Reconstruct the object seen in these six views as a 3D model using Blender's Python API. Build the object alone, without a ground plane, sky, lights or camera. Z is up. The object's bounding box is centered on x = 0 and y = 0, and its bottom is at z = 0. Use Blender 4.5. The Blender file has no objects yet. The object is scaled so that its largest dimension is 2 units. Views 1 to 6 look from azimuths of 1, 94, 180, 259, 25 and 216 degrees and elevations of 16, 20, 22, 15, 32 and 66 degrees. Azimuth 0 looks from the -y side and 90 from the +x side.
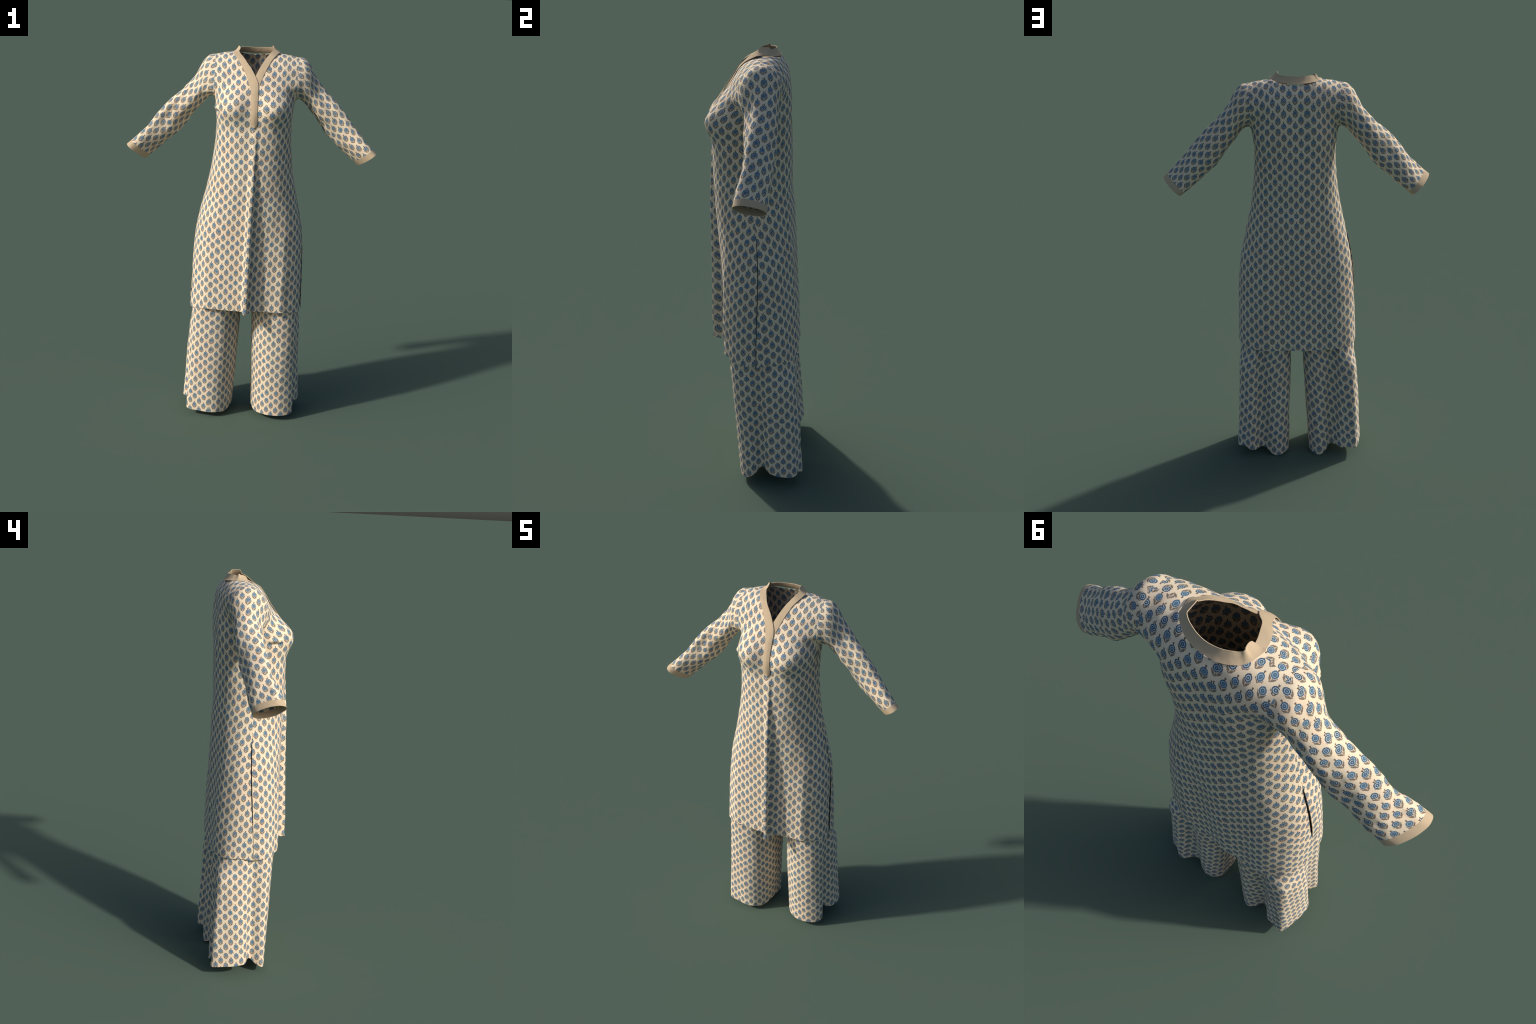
"""Printed tunic with banded neckline and wide trousers, standing as if worn."""
import bpy, math, random
import numpy as np
from mathutils import Vector, noise
from mathutils.bvhtree import BVHTree

random.seed(7)
THICK = 0.0022          # cloth thickness
TWO = math.pi * 2


# ----------------------------------------------------------------- helpers
def spline(xs, ys, x):
    """smooth monotone-ish cubic through control points (ys may be vectors)"""
    xs = np.asarray(xs, float)
    ys = np.asarray(ys, float)
    x = np.clip(np.asarray(x, float), xs[0], xs[-1])
    one = ys.ndim == 1
    if one:
        ys = ys[:, None]
    d = np.diff(ys, axis=0) / np.diff(xs)[:, None]
    m = np.empty_like(ys)
    m[0], m[-1] = d[0], d[-1]
    w = np.diff(xs)
    for k in range(1, len(xs) - 1):
        m[k] = (d[k - 1] * w[k] + d[k] * w[k - 1]) / (w[k] + w[k - 1])
    i = np.clip(np.searchsorted(xs, x, side="right") - 1, 0, len(xs) - 2)
    h = (xs[i + 1] - xs[i])
    t = ((x - xs[i]) / h)[..., None]
    h = h[..., None]
    r = ((2 * t**3 - 3 * t**2 + 1) * ys[i] + (t**3 - 2 * t**2 + t) * h * m[i]
         + (-2 * t**3 + 3 * t**2) * ys[i + 1] + (t**3 - t**2) * h * m[i + 1])
    return r[..., 0] if one else r


def chord(pts):
    pts = np.asarray(pts, float)
    s = np.r_[0, np.cumsum(np.linalg.norm(np.diff(pts, axis=0), axis=1))]
    return s / s[-1]


def curve(pts, t):
    return spline(chord(pts), np.asarray(pts, float), t)


def closed_curve(pts, n):
    """periodic smooth curve, n samples evenly spaced by length"""
    p = np.asarray(pts, float)
    q = np.vstack([p[-3:], p, p[:4]])
    s = np.r_[0, np.cumsum(np.linalg.norm(np.diff(q, axis=0), axis=1))]
    a, b = s[3], s[3 + len(p)]
    return spline(s, q, a + (b - a) * np.arange(n) / n)


def smooth(a, b, x):
    t = np.clip((np.asarray(x, float) - a) / (b - a), 0, 1)
    return t * t * (3 - 2 * t)


def fbm(p, scale, seed):
    return noise.fractal(Vector((p[0] * scale + seed, p[1] * scale, p[2] * scale)), 1.0, 2.0, 3)


def flatten(P, uv, sh=1.0, sv=1.0, rounds=420):
    """lay a sewn piece flat: relax its cloth coordinates until grid edges keep their lengths"""
    uv = uv.copy()
    R, C = P.shape[:2]
    sh, sv = np.broadcast_to(sh, (R, C)), np.broadcast_to(sv, (R, C))
    sl = [((slice(None), slice(0, -1)), (slice(None), slice(1, None)), "h"), ((slice(0, -1), slice(None)), (slice(1, None), slice(None)), "v"),
          ((slice(0, -1), slice(0, -1)), (slice(1, None), slice(1, None)), "d"), ((slice(0, -1), slice(1, None)), (slice(1, None), slice(0, -1)), "d")]
    cons = []
    for a, b, kind in sl:
        L = np.linalg.norm(P[b] - P[a], axis=2)
        k = {"h": sh, "v": sv, "d": (sh + sv) / 2}[kind]
        cons.append((a, b, L * (k[a] + k[b]) / 2))
    cnt = np.zeros((R, C, 1))
    for a, b, L in cons:
        cnt[a] += 1
        cnt[b] += 1
    for _ in range(rounds):
        D = np.zeros_like(uv)
        for a, b, L in cons:
            e = uv[b] - uv[a]
            d = np.maximum(np.linalg.norm(e, axis=2), 1e-9)
            f = (0.5 * (1 - L / d))[..., None] * e
            D[a] += f
            D[b] -= f
        uv += 1.6 * D / cnt
    return uv


# ------------------------------------------------------------- materials
class Net:
    """small helper that writes Math nodes from expressions"""
    def __init__(self, mat):
        self.t = mat.node_tree
        self.x = 0

    def node(self, kind, **props):
        n = self.t.nodes.new(kind)
        self.x += 1
        n.location = (180 * (self.x % 24) - 4500, -170 * (self.x // 24))
        for k, v in props.items():
            setattr(n, k, v)
        return n

    def put(self, socket, v):
        if isinstance(v, (int, float)):
            socket.default_value = v
        elif isinstance(v, tuple):
            socket.default_value = v
        else:
            self.t.links.new(v, socket)

    def m(self, op, a, b=0.0, c=0.0, clamp=False):
        n = self.node("ShaderNodeMath", operation=op, use_clamp=clamp)
        for s, v in zip(n.inputs, (a, b, c)):
            self.put(s, v)
        return n.outputs[0]

    def add(self, a, b): return self.m("ADD", a, b)
    def sub(self, a, b): return self.m("SUBTRACT", a, b)
    def mul(self, a, b): return self.m("MULTIPLY", a, b)
    def mx(self, a, b): return self.m("MAXIMUM", a, b)
    def mn(self, a, b): return self.m("MINIMUM", a, b)

    def step(self, edge0, edge1, v):
        n = self.node("ShaderNodeMapRange", interpolation_type="SMOOTHSTEP")
        self.put(n.inputs["Value"], v)
        n.inputs["From Min"].default_value = edge0
        n.inputs["From Max"].default_value = edge1
        return n.outputs[0]

    def band(self, lo, hi, soft, v):
        return self.mul(self.step(lo - soft, lo + soft, v), self.step(hi + soft, hi - soft, v))

    def length(self, a, b):
        return self.m("SQRT", self.add(self.mul(a, a), self.mul(b, b)))

    def mix(self, fac, a, b):
        n = self.node("ShaderNodeMix", data_type="RGBA", blend_type="MIX")
        self.put(n.inputs["Factor"], fac)
        self.put(n.inputs[6], a)
        self.put(n.inputs[7], b)
        return n.outputs[2]

    def xyz(self, a, b, c=0.0):
        n = self.node("ShaderNodeCombineXYZ")
        for s, v in zip(n.inputs, (a, b, c)):
            self.put(s, v)
        return n.outputs[0]

    def noise(self, vec, scale, detail=2.0, rough=0.5):
        n = self.node("ShaderNodeTexNoise")
        self.put(n.inputs["Vector"], vec)
        n.inputs["Scale"].default_value = scale
        n.inputs["Detail"].default_value = detail
        n.inputs["Roughness"].default_value = rough
        return n.outputs[0]


CREAM = (0.748, 0.638, 0.474, 1)
CREAM_WARM = (0.755, 0.600, 0.436, 1)
BLUE = (0.045, 0.128, 0.228, 1)
BLUE_DEEP = (0.026, 0.072, 0.142, 1)
PALE = (0.470, 0.550, 0.540, 1)
BROWN = (0.100, 0.074, 0.058, 1)
BEIGE = (0.530, 0.410, 0.275, 1)

COL, ROW = 0.0517, 0.0548           # motif spacing across and along the cloth
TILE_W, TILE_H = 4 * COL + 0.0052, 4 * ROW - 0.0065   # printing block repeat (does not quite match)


def cloth_base(name):
    mat = bpy.data.materials.new(name)
    mat.use_nodes = True
    n = Net(mat)
    bsdf = mat.node_tree.nodes["Principled BSDF"]
    bsdf.inputs["Roughness"].default_value = 0.92
    bsdf.inputs["Specular IOR Level"].default_value = 0.12
    return mat, n, bsdf


def weave_bump(n, bsdf, strength, scale=420):
    tc = n.node("ShaderNodeTexCoord").outputs["Object"]
    h = n.add(n.mul(n.noise(tc, scale, 2), 0.6), n.noise(tc, 60, 3))
    b = n.node("ShaderNodeBump")
    b.inputs["Strength"].default_value = strength
    b.inputs["Distance"].default_value = 0.0015
    n.put(b.inputs["Height"], h)
    n.put(bsdf.inputs["Normal"], b.outputs[0])


def print_material():
    """cream cotton block-printed with staggered blue rosettes on brown leaves"""
    mat, n, bsdf = cloth_base("printed_cotton")
    u = n.node("ShaderNodeAttribute", attribute_name="across").outputs["Fac"]
    v = n.node("ShaderNodeAttribute", attribute_name="along").outputs["Fac"]
    i = n.m("FLOOR", n.mul(u, 1 / TILE_W))
    j = n.m("FLOOR", n.mul(v, 1 / TILE_H))
    lu = n.sub(n.sub(u, n.mul(i, TILE_W)), 0.004)
    lv = n.sub(n.sub(v, n.mul(j, TILE_H)), 0.006)
    lv = n.sub(lv, n.mul(lu, 0.018))
    # hand-printed wobble
    tile = n.xyz(lu, lv)
    # two interleaved lattices, pick the nearer centre (diamond cell)
    def near(p, size, off):
        k = n.m("FLOOR", n.add(n.mul(n.sub(p, off), 1 / size), 0.5))
        return n.sub(n.sub(p, off), n.mul(k, size)), k
    a0, ka0 = near(lu, COL, 0.0)
    b0, kb0 = near(lv, ROW, 0.0)
    a1, ka1 = near(lu, COL, COL / 2)
    b1, kb1 = near(lv, ROW, ROW / 2)
    diamond = n.add(n.mul(n.m("ABSOLUTE", a0), 2 / COL), n.mul(n.m("ABSOLUTE", n.add(b0, 0.001)), 2 / ROW))
    pick = n.m("LESS_THAN", diamond, 1.0)
    def choose(p, q):
        return n.add(q, n.mul(pick, n.sub(p, q)))
    a, b = n.mul(choose(a0, a1), 0.935), n.mul(choose(b0, b1), 0.93)
    cell = n.xyz(choose(ka0, n.add(ka1, 31.5)), choose(kb0, n.add(kb1, 47.5)))
    wn = n.node("ShaderNodeTexWhiteNoise", noise_dimensions="2D")
    n.put(wn.inputs["Vector"], cell)
    rnd = wn.outputs["Value"]
    rag = n.sub(n.noise(tile, 330, 2, 0.6), 0.5)           # ragged print edges
    # rosette: scalloped disc with two pale rings, slightly above the middle of the motif
    by = n.sub(b, 0.0022)
    aa = n.m("ABSOLUTE", a)
    r = n.length(a, by)
    ang = n.m("ARCTAN2", by, a)
    scallop = n.m("COSINE", n.mul(ang, 11))
    re = n.add(r, n.mul(rag, 0.0026))
    disc = n.step(0.0108, 0.0096, n.sub(re, n.mul(scallop, 0.00030)))
    ring_outer = n.band(0.0050, 0.0069, 0.0005, n.add(re, n.mul(scallop, 0.0003)))
    centre = n.step(0.0024, 0.0014, re)
    light = n.mx(ring_outer, n.mul(centre, n.add(0.35, n.mul(rnd, 0.6))))
    # two ragged leaves that cup the lower half and meet in a point, and a flared stem on top
    q = n.m("MAXIMUM", n.mul(n.add(by, 0.0025), -1 / 0.0190), 0.0)
    reach = n.mul(n.sub(1.0, n.m("POWER", q, 2.6)), 0.0120)
    edge = n.add(n.sub(aa, reach), n.mul(rag, 0.0075))
    leaf = n.step(0.0008, -0.0006, edge)
    leaf = n.mul(leaf, n.step(-0.0020, -0.0036, n.add(by, n.mul(rag, 0.003))))
    leaf = n.mul(leaf, n.step(0.0108, 0.0119, n.add(r, n.mul(rag, 0.0012))))
    gap = n.mul(n.step(0.0030, 0.0012, n.add(aa, n.mul(n.add(by, 0.0105), -0.10))), n.step(-0.0200, -0.0165, by))
    leaf = n.mul(leaf, n.sub(1.0, n.mul(gap, 0.6)))
    speck = n.step(0.36, 0.56, n.noise(tile, 480, 2, 0.7))
    leaf = n.mul(leaf, n.add(0.74, n.mul(speck, 0.26)))
    flare = n.add(n.mul(n.sub(by, 0.0100), 0.22), 0.0013)
    stem = n.mul(n.step(0.0007, -0.0005, n.add(n.sub(aa, flare), n.mul(rag, 0.0015))), n.band(0.0100, 0.0168, 0.0006, by))
    brown = n.mx(leaf, stem)
    # ground colour with faint mottling
    tc = n.node("ShaderNodeTexCoord").outputs["Object"]
    ground = n.mix(n.step(0.35, 0.75, n.noise(tc, 9, 4, 0.6)), CREAM, CREAM_WARM)
    blue = n.mix(n.step(0.25, 0.85, n.add(n.mul(rnd, 0.7), n.mul(n.noise(tile, 190, 2), 0.4))), BLUE, BLUE_DEEP)
    over = n.mul(n.step(0.0125, 0.0095, n.m("ABSOLUTE", lu)), n.step(0.25, 0.60, n.noise(n.xyz(n.mul(i, 3.7), n.mul(v, 18.0)), 1.0, 1)))
    blue = n.mix(n.mul(over, 0.75), blue, BLUE_DEEP)
    stain = n.mul(n.step(0.020, 0.004, n.m("ABSOLUTE", n.sub(lu, 0.016))), n.step(0.030, 0.006, n.m("ABSOLUTE", n.sub(lv, 0.020))))
    ground = n.mix(n.mul(stain, 0.55), ground, (0.76, 0.555, 0.39, 1))
    col = n.mix(n.mul(brown, 0.92), ground, BROWN)
    flower = n.mix(n.mul(light, n.add(0.55, n.mul(rnd, 0.4))), blue, PALE)
    col = n.mix(n.mul(disc, 0.97), col, flower)
    n.put(bsdf.inputs["Base Color"], col)
    weave_bump(n, bsdf, 0.12)
    return mat


def band_material():
    mat, n, bsdf = cloth_base("plain_beige_cotton")
    tc = n.node("ShaderNodeTexCoord").outputs["Object"]
    k = n.noise(tc, 25, 4, 0.6)
    col = n.mix(k, BEIGE, tuple(c * 0.9 for c in BEIGE[:3]) + (1,))
    n.put(bsdf.inputs["Base Color"], col)
    weave_bump(n, bsdf, 0.35, 500)
    return mat


# ---------------------------------------------------------- mesh container
class Cloth:
    """all sewn pieces of a garment in one vertex pool, split into parts later"""
    def __init__(self):
        self.v, self.faces, self.part, self.uv = [], [], [], []

    def vert(self, p):
        self.v.append(np.array(p, float))
        return len(self.v) - 1

    def quad(self, ids, part, uvs):
        keep = [k for k in range(4) if ids[k] != ids[k - 1]]
        if len(keep) < 3:
            return
        self.faces.append([ids[k] for k in keep])
        self.uv.append([uvs[k] for k in keep])
        self.part.append(part)

    def grid(self, ids, part, uv, flip=False, skip=None):
        R, C = len(ids), len(ids[0])
        for r in range(R - 1):
            for c in range(C - 1):
                k = [(r, c), (r, c + 1), (r + 1, c + 1), (r + 1, c)]
                if flip:
                    k = k[::-1]
                f = [ids[p][q] for p, q in k]
                if skip is not None and skip(np.mean([self.v[x] for x in f], axis=0)):
                    continue
                self.quad(f, part, [uv[p][q] for p, q in k])

    def normals(self):
        V = np.array(self.v)
        N = np.zeros_like(V)
        for f in self.faces:
            p = V[f]
            n = np.cross(p[1] - p[0], p[2] - p[0]) if len(f) == 3 else np.cross(p[2] - p[0], p[3] - p[1])
            for k in f:
                N[k] += n
        return N / np.maximum(np.linalg.norm(N, axis=1), 1e-12)[:, None]

    def neighbours(self):
        nb = {}
        cnt = {}
        for f in self.faces:
            for k in range(len(f)):
                a, b = f[k - 1], f[k]
                nb.setdefault(a, set()).add(b)
                nb.setdefault(b, set()).add(a)
                e = (min(a, b), max(a, b))
                cnt[e] = cnt.get(e, 0) + 1
        edge = {x for e, c in cnt.items() if c == 1 for x in e}
        return nb, edge, cnt

    def relax(self, weight, rounds=6):
        """pull vertices towards the mean of their neighbours where weight > 0"""
        nb, edge, _ = self.neighbours()
        V = np.array(self.v)
        todo = [(i, list(nb[i])) for i in range(len(V)) if weight[i] > 0.01 and i in nb and i not in edge]
        for _ in range(rounds):
            W = V.copy()
            for i, ns in todo:
                W[i] = V[i] + weight[i] * (V[ns].mean(0) - V[i])
            V = W
        self.v = list(V)

    def build(self, names, parent, mats, bump=0.0):
        """write every part as its own mesh with thickness; rims only on open edges"""
        V = np.array(self.v)
        N = self.normals()
        _, _, cnt = self.neighbours()
        out = {}
        for part in names:
            verts, vn, at_u, at_v, faces, lnorm, index = [], [], [], [], [], [], {}

            def get(i, uv, side):
                key = (i, round(uv[0], 6), round(uv[1], 6), side)
                if key not in index:
                    index[key] = len(verts)
                    verts.append(V[i] if side == 0 else V[i] - N[i] * THICK)
                    vn.append(N[i] if side == 0 else -N[i])
                    at_u.append(uv[0])
                    at_v.append(uv[1])
                return index[key]
            for f, p, uv in zip(self.faces, self.part, self.uv):
                if p != part:
                    continue
                o = [get(i, w, 0) for i, w in zip(f, uv)]
                q = [get(i, w, 1) for i, w in zip(f, uv)]
                faces.append(o)
                lnorm += [vn[k] for k in o]
                faces.append(q[::-1])
                lnorm += [vn[k] for k in q[::-1]]
                for k in range(len(f)):
                    a, b = f[k - 1], f[k]
                    if cnt[(min(a, b), max(a, b))] == 1:
                        rim = [o[k], o[k - 1], q[k - 1], q[k]]
                        faces.append(rim)
                        pr = [verts[x] for x in rim]
                        rn = np.cross(pr[2] - pr[0], pr[3] - pr[1])
                        rn = rn / max(np.linalg.norm(rn), 1e-12)
                        lnorm += [rn] * 4
            out[part] = make_mesh(names[part], verts, faces, lnorm, (at_u, at_v), mats[part], parent)
        return out


def make_mesh(name, verts, faces, lnorm, uv, mat, parent):
    me = bpy.data.meshes.new(name)
    me.from_pydata([tuple(p) for p in verts], [], faces)
    if uv is not None:
        for key, vals in zip(("across", "along"), uv):
            a = me.attributes.new(key, "FLOAT", "POINT")
            a.data.foreach_set("value", np.array(vals, np.float32))
    me.materials.append(mat)
    me.polygons.foreach_set("use_smooth", [True] * len(me.polygons))
    me.update()
    if lnorm is not None:
        me.normals_split_custom_set([tuple(x) for x in lnorm])
    ob = bpy.data.objects.new(name, me)
    bpy.context.scene.collection.objects.link(ob)
    ob.parent = parent
    return ob


def empty(name, label, category):
    ob = bpy.data.objects.new(name, None)
    bpy.context.scene.collection.objects.link(ob)
    ob["label"], ob["category"] = label, category
    return ob


PRINT, BAND = print_material(), band_material()

# =================================================================== TUNIC
XO = 0.006                      # the figure stands a touch to the +x side
Z_ARM, Z_SLIT = 1.733, 1.268
HEM_Z = 0.620


# profile tables: height -> half width, seam depth, front depth, back depth
Z_T = [0.55, 0.72, 0.86, 0.98, 1.07, 1.13, 1.20, 1.29, 1.38, 1.46, 1.55, 1.63, 1.69, 1.733]
HALF = [0.300, 0.294, 0.291, 0.285, 0.276, 0.264, 0.248, 0.229, 0.212, 0.202, 0.195, 0.193, 0.199, 0.209]
SEAM = [0.012, 0.018, 0.028, 0.036, 0.040, 0.041, 0.040, 0.036, 0.034, 0.036, 0.040, 0.045, 0.050, 0.056]
FRONT = [-0.147, -0.146, -0.144, -0.143, -0.144, -0.146, -0.148, -0.152, -0.153, -0.152, -0.151, -0.148, -0.142, -0.132]
BACK = [0.201, 0.202, 0.202, 0.202, 0.202, 0.203, 0.203, 0.203, 0.203, 0.204, 0.204, 0.205, 0.205, 0.205]
EXP_F = [2.75, 2.7, 2.6, 2.5, 2.4, 2.35, 2.3, 2.25, 2.3, 2.4, 2.6, 3.0, 3.3, 3.3]
EXP_B = [3.6, 3.2, 2.8, 2.45, 2.3, 2.2, 2.15, 2.1, 2.1, 2.2, 2.35, 2.5, 2.6, 2.7]


def half_section(z, front):
    """from the -x side seam over the middle to the +x side seam, dense"""
    hw, ys = spline(Z_T, HALF, z), spline(Z_T, SEAM, z)
    ym = spline(Z_T, FRONT if front else BACK, z)
    e = 2 / spline(Z_T, EXP_F if front else EXP_B, z)
    th = np.linspace(-math.pi / 2, math.pi / 2, 721)
    x = hw * np.sign(np.sin(th)) * np.abs(np.sin(th)) ** e
    y = ys + (ym - ys) * np.abs(np.cos(th)) ** e
    return np.c_[x, y]


# columns: a in -1..1 from seam to seam by arc length, plus extra ones for the pleat
PLEAT_N = 21
SIDE_N = 44
a_side = np.linspace(0, 1, SIDE_N + 1)[1:]
A0 = 0.052                                        # half width of pleat base, fraction of half arc
A_COL = np.r_[-(A0 + (1 - A0) * a_side)[::-1], np.linspace(-A0, A0, PLEAT_N), A0 + (1 - A0) * a_side]
P_COL = np.r_[-np.ones(SIDE_N), np.linspace(-1, 1, PLEAT_N), np.ones(SIDE_N)]
NC = len(A_COL)

ROWS_LOW = 150
z_rows = np.linspace(0, 1, ROWS_LOW)              # hem to armpit
PLEAT_Z = [0.60, 0.78, 0.95, 1.10, 1.25, 1.38, 1.50, 1.575, 1.62]
PLEAT_H = [0.061, 0.057, 0.050, 0.042, 0.030, 0.019, 0.010, 0.005, 0.0]


def hem_front(ax):
    return 0.640 - 0.022 * smooth(0.45, 1.0, ax)


def hem_back(ax):
    return 0.622 + 0.004 * smooth(0.5, 0.9, ax) - 0.006 * smooth(0.85, 1.0, ax)


def lower_panel(front):
    P = np.zeros((ROWS_LOW, NC, 3))
    U = np.zeros((ROWS_LOW, NC))
    for r, t in enumerate(z_rows):
        zs = np.array([(hem_front if front else hem_back)(abs(a)) * (1 - t) + Z_ARM * t for a in A_COL])
        zm = zs.mean()
        sec = half_section(zm, front)
        s = np.r_[0, np.cumsum(np.linalg.norm(np.diff(sec, axis=0), axis=1))]
        L = s[-1]
        tgt = (A_COL + 1) / 2 * L
        x, y = np.interp(tgt, s, sec[:, 0]), np.interp(tgt, s, sec[:, 1])
        u = tgt - L / 2
        P[r, :, 0], P[r, :, 1], P[r, :, 2] = x, y, zs
        U[r] = u
        if front:
            h = float(spline(PLEAT_Z, PLEAT_H, zm))
            if zm < 1.62:
                p = P_COL
                ap = np.abs(p)
                g = 1 - ap ** 4.5
                w = 0.0165 * min(1, 0.45 + h / 0.05)
                k = min(1, h / 0.02)
                inner = ap < 0.999
                nx = np.sign(p) * w * ap ** 0.85
                P[r, inner, 0] = (1 - k) * P[r, inner, 0] + k * nx[inner]
                P[r, inner, 0] += 0.012 - 0.14 * h * g[inner]
                side = ~inner
                P[r, side, 0] += 0.012 * np.exp(-((np.abs(A_COL[side]) - A0) / 0.12) ** 2)
                P[r, :, 1] -= h * g
                # soften the foot of the pleat
                for _ in range(4):
                    q = P[r, :, :2].copy()
                    m = np.abs(A_COL) < 0.16
                    m[:1] = m[-1:] = False
                    idx = np.where(m)[0]
                    P[r, idx, :2] = 0.5 * q[idx] + 0.25 * (q[idx - 1] + q[idx + 1])
            else:
                P[r, :, 0] += 0.012 * np.exp(-(A_COL / 0.2) ** 2)
            ds = np.r_[0, np.cumsum(np.linalg.norm(np.diff(P[r, :, :2], axis=0), axis=1))]
            U[r] = ds - np.interp(-A0, A_COL, ds) - A0 * L / 2
            extra = np.interp(A0, A_COL, U[r]) - A0 * L / 2
            U[r] -= 0.4 * extra * np.interp(A_COL, [-A0, A0], [0, 1])
    return P, U


# ---- upper panels: rows run from armpit level up to the shoulder line
M = 34
ARM_F = [(0.209, 0.056, 1.733), (0.208, 0.026, 1.742), (0.208, -0.022, 1.768), (0.209, -0.029, 1.808),
         (0.210, -0.017, 1.858), (0.211, 0.026, 1.917), (0.213, 0.085, 1.958)]
ARM_B = [(0.209, 0.056, 1.733), (0.207, 0.108, 1.745), (0.202, 0.152, 1.775), (0.200, 0.179, 1.828),
         (0.204, 0.180, 1.880), (0.209, 0.146, 1.929), (0.213, 0.085, 1.958)]
MID_F = [(0, -0.132, 1.733), (0, -0.118, 1.775), (0, -0.082, 1.815), (0, -0.055, 1.852), (0, -0.027, 1.894),
         (0, -0.006, 1.925), (0, 0.026, 1.952), (0, 0.085, 1.968)]
MID_B = [(0, 0.205, 1.733), (0, 0.2055, 1.80), (0, 0.201, 1.867), (0, 0.192, 1.905), (0, 0.177, 1.932), (0, 0.162, 1.953),
         (0, 0.135, 1.968), (0, 0.085, 1.970)]


def upper_panel(front, base):
    """base: the armpit row of the lower panel"""
    arm, mid = (ARM_F, MID_F) if front else (ARM_B, MID_B)
    P = np.zeros((M + 1, NC, 3))
    P[0] = base
    f0 = np.abs(base[:, 0]) / 0.209
    ym0, ys0 = base[NC // 2, 1], base[0, 1]
    g0 = (base[:, 1] - ym0) / (ys0 - ym0)
    sgn = np.sign(A_COL)
    for r in range(1, M + 1):
        t = r / M
        pa, pm = curve(arm, t), curve(mid, t)
        k = smooth(0, 0.30, t)
        f = (1 - k) * np.clip(f0, 0, 1) + k * np.abs(A_COL)
        ex = 2.0 + 1.3 * (1 - smooth(0, 0.35, t)) if front else 2.6
        g = (1 - k) * g0 + k * f ** ex
        hz = f ** 1.6
        P[r, :, 0] = sgn * f * pa[0]
        P[r, :, 1] = pm[1] + (pa[1] - pm[1]) * g
        P[r, :, 2] = pm[2] + (pa[2] - pm[2]) * hz
        P[r, :, 0] += base_shift(base) * (1 - smooth(0.2, 0.7, t))
    return P


def base_shift(base):
    return 0.012 * np.exp(-(A_COL / 0.2) ** 2) * (base[NC // 2, 1] < 0)


FL, FU_low = lower_panel(True)
BL, BU_low = lower_panel(False)
FUp = upper_panel(True, FL[-1])
BUp = upper_panel(False, BL[-1])
FP = np.vstack([FL, FUp[1:]])
BP = np.vstack([BL, BUp[1:]])
NR = len(FP)

# ease the step from the body rows to the yoke rows
for P in (FP, BP):
    for _ in range(60):
        Q = P.copy()
        for r in range(ROWS_LOW - 18, ROWS_LOW + 16):
            k = 0.5 * float(smooth(17, 5, abs(r - ROWS_LOW)))
            P[r, 1:-1] = Q[r, 1:-1] * (1 - k) + k * 0.5 * (Q[r - 1, 1:-1] + Q[r + 1, 1:-1])

# bust, shoulder blades and fold relief on the flat-laid panels
for P, front in ((FP, True), (BP, False)):
    X, Y, Z = P[..., 0], P[..., 1], P[..., 2]
    if front:
        for sx in (-1, 1):
            up = np.where(Z > 1.705, 0.074, 0.070)
            b = np.exp(-(np.abs(X - sx * 0.115) / 0.076) ** 2.4 - (np.abs(Z - 1.705) / up) ** 2.2)
            P[..., 1] -= (0.040 if sx < 0 else 0.037) * b
        # hollow across the ribs below the bust
        P[..., 1] += 0.004 * np.exp(-((Z - 1.60) / 0.04) ** 2) * np.exp(-(X / 0.13) ** 2)
        # soft vertical folds that deepen to the hem
        low = smooth(1.25, 0.70, Z)
        P[..., 1] += low * (-0.010 * np.exp(-((X - 0.190) / 0.027) ** 2) + 0.007 * np.exp(-((X - 0.095) / 0.050) ** 2)
                            - 0.006 * np.exp(-((X + 0.210) / 0.026) ** 2) + 0.004 * np.exp(-((X + 0.245) / 0.022) ** 2))
    else:
        low = smooth(1.55, 0.85, Z)
        P[..., 1] += low * 0.0045 * np.cos(X * 36 + 0.7) * smooth(0.28, 0.2, np.abs(X))
        P[..., 1] += 0.006 * smooth(1.62, 1.72, Z) * smooth(1.92, 1.80, Z) * (
            np.exp(-((np.abs(X) - 0.095) / 0.05) ** 2) - 0.6 * np.exp(-(X / 0.05) ** 2))
        P[..., 1] -= 0.012 * np.exp(-((Z - 1.42) / 0.13) ** 2) * np.exp(-(X / 0.12) ** 2) * 0.5

# side slits: the two edges stand slightly apart, crossing over near the hem
for P, front in ((FP, True), (BP, False)):
    Z = P[..., 2]
    near = smooth(0.82, 1.0, np.abs(A_COL))[None, :]
    open_ = smooth(Z_SLIT, Z_SLIT - 0.12, Z)
    left = (A_COL < 0)[None, :]
    proud_left = smooth(0.70, 0.92, Z) * 2 - 1          # front proud on the -x side, back near the hem
    proud_right = 0.2 + 1.1 * smooth(1.12, 0.80, Z)       # back proud on the +x side
    s = np.where(left, 1.5 * proud_left, -proud_right) * (1 if front else -1)
    P[..., 0] += np.sign(A_COL)[None, :] * near * open_ * 0.0026 * s
    P[..., 1] += near * open_ * np.where(left, 2.0, 1.7) * (-0.0012 if front else 0.0012)

FP[..., 0] += XO
BP[..., 0] += XO
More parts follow.
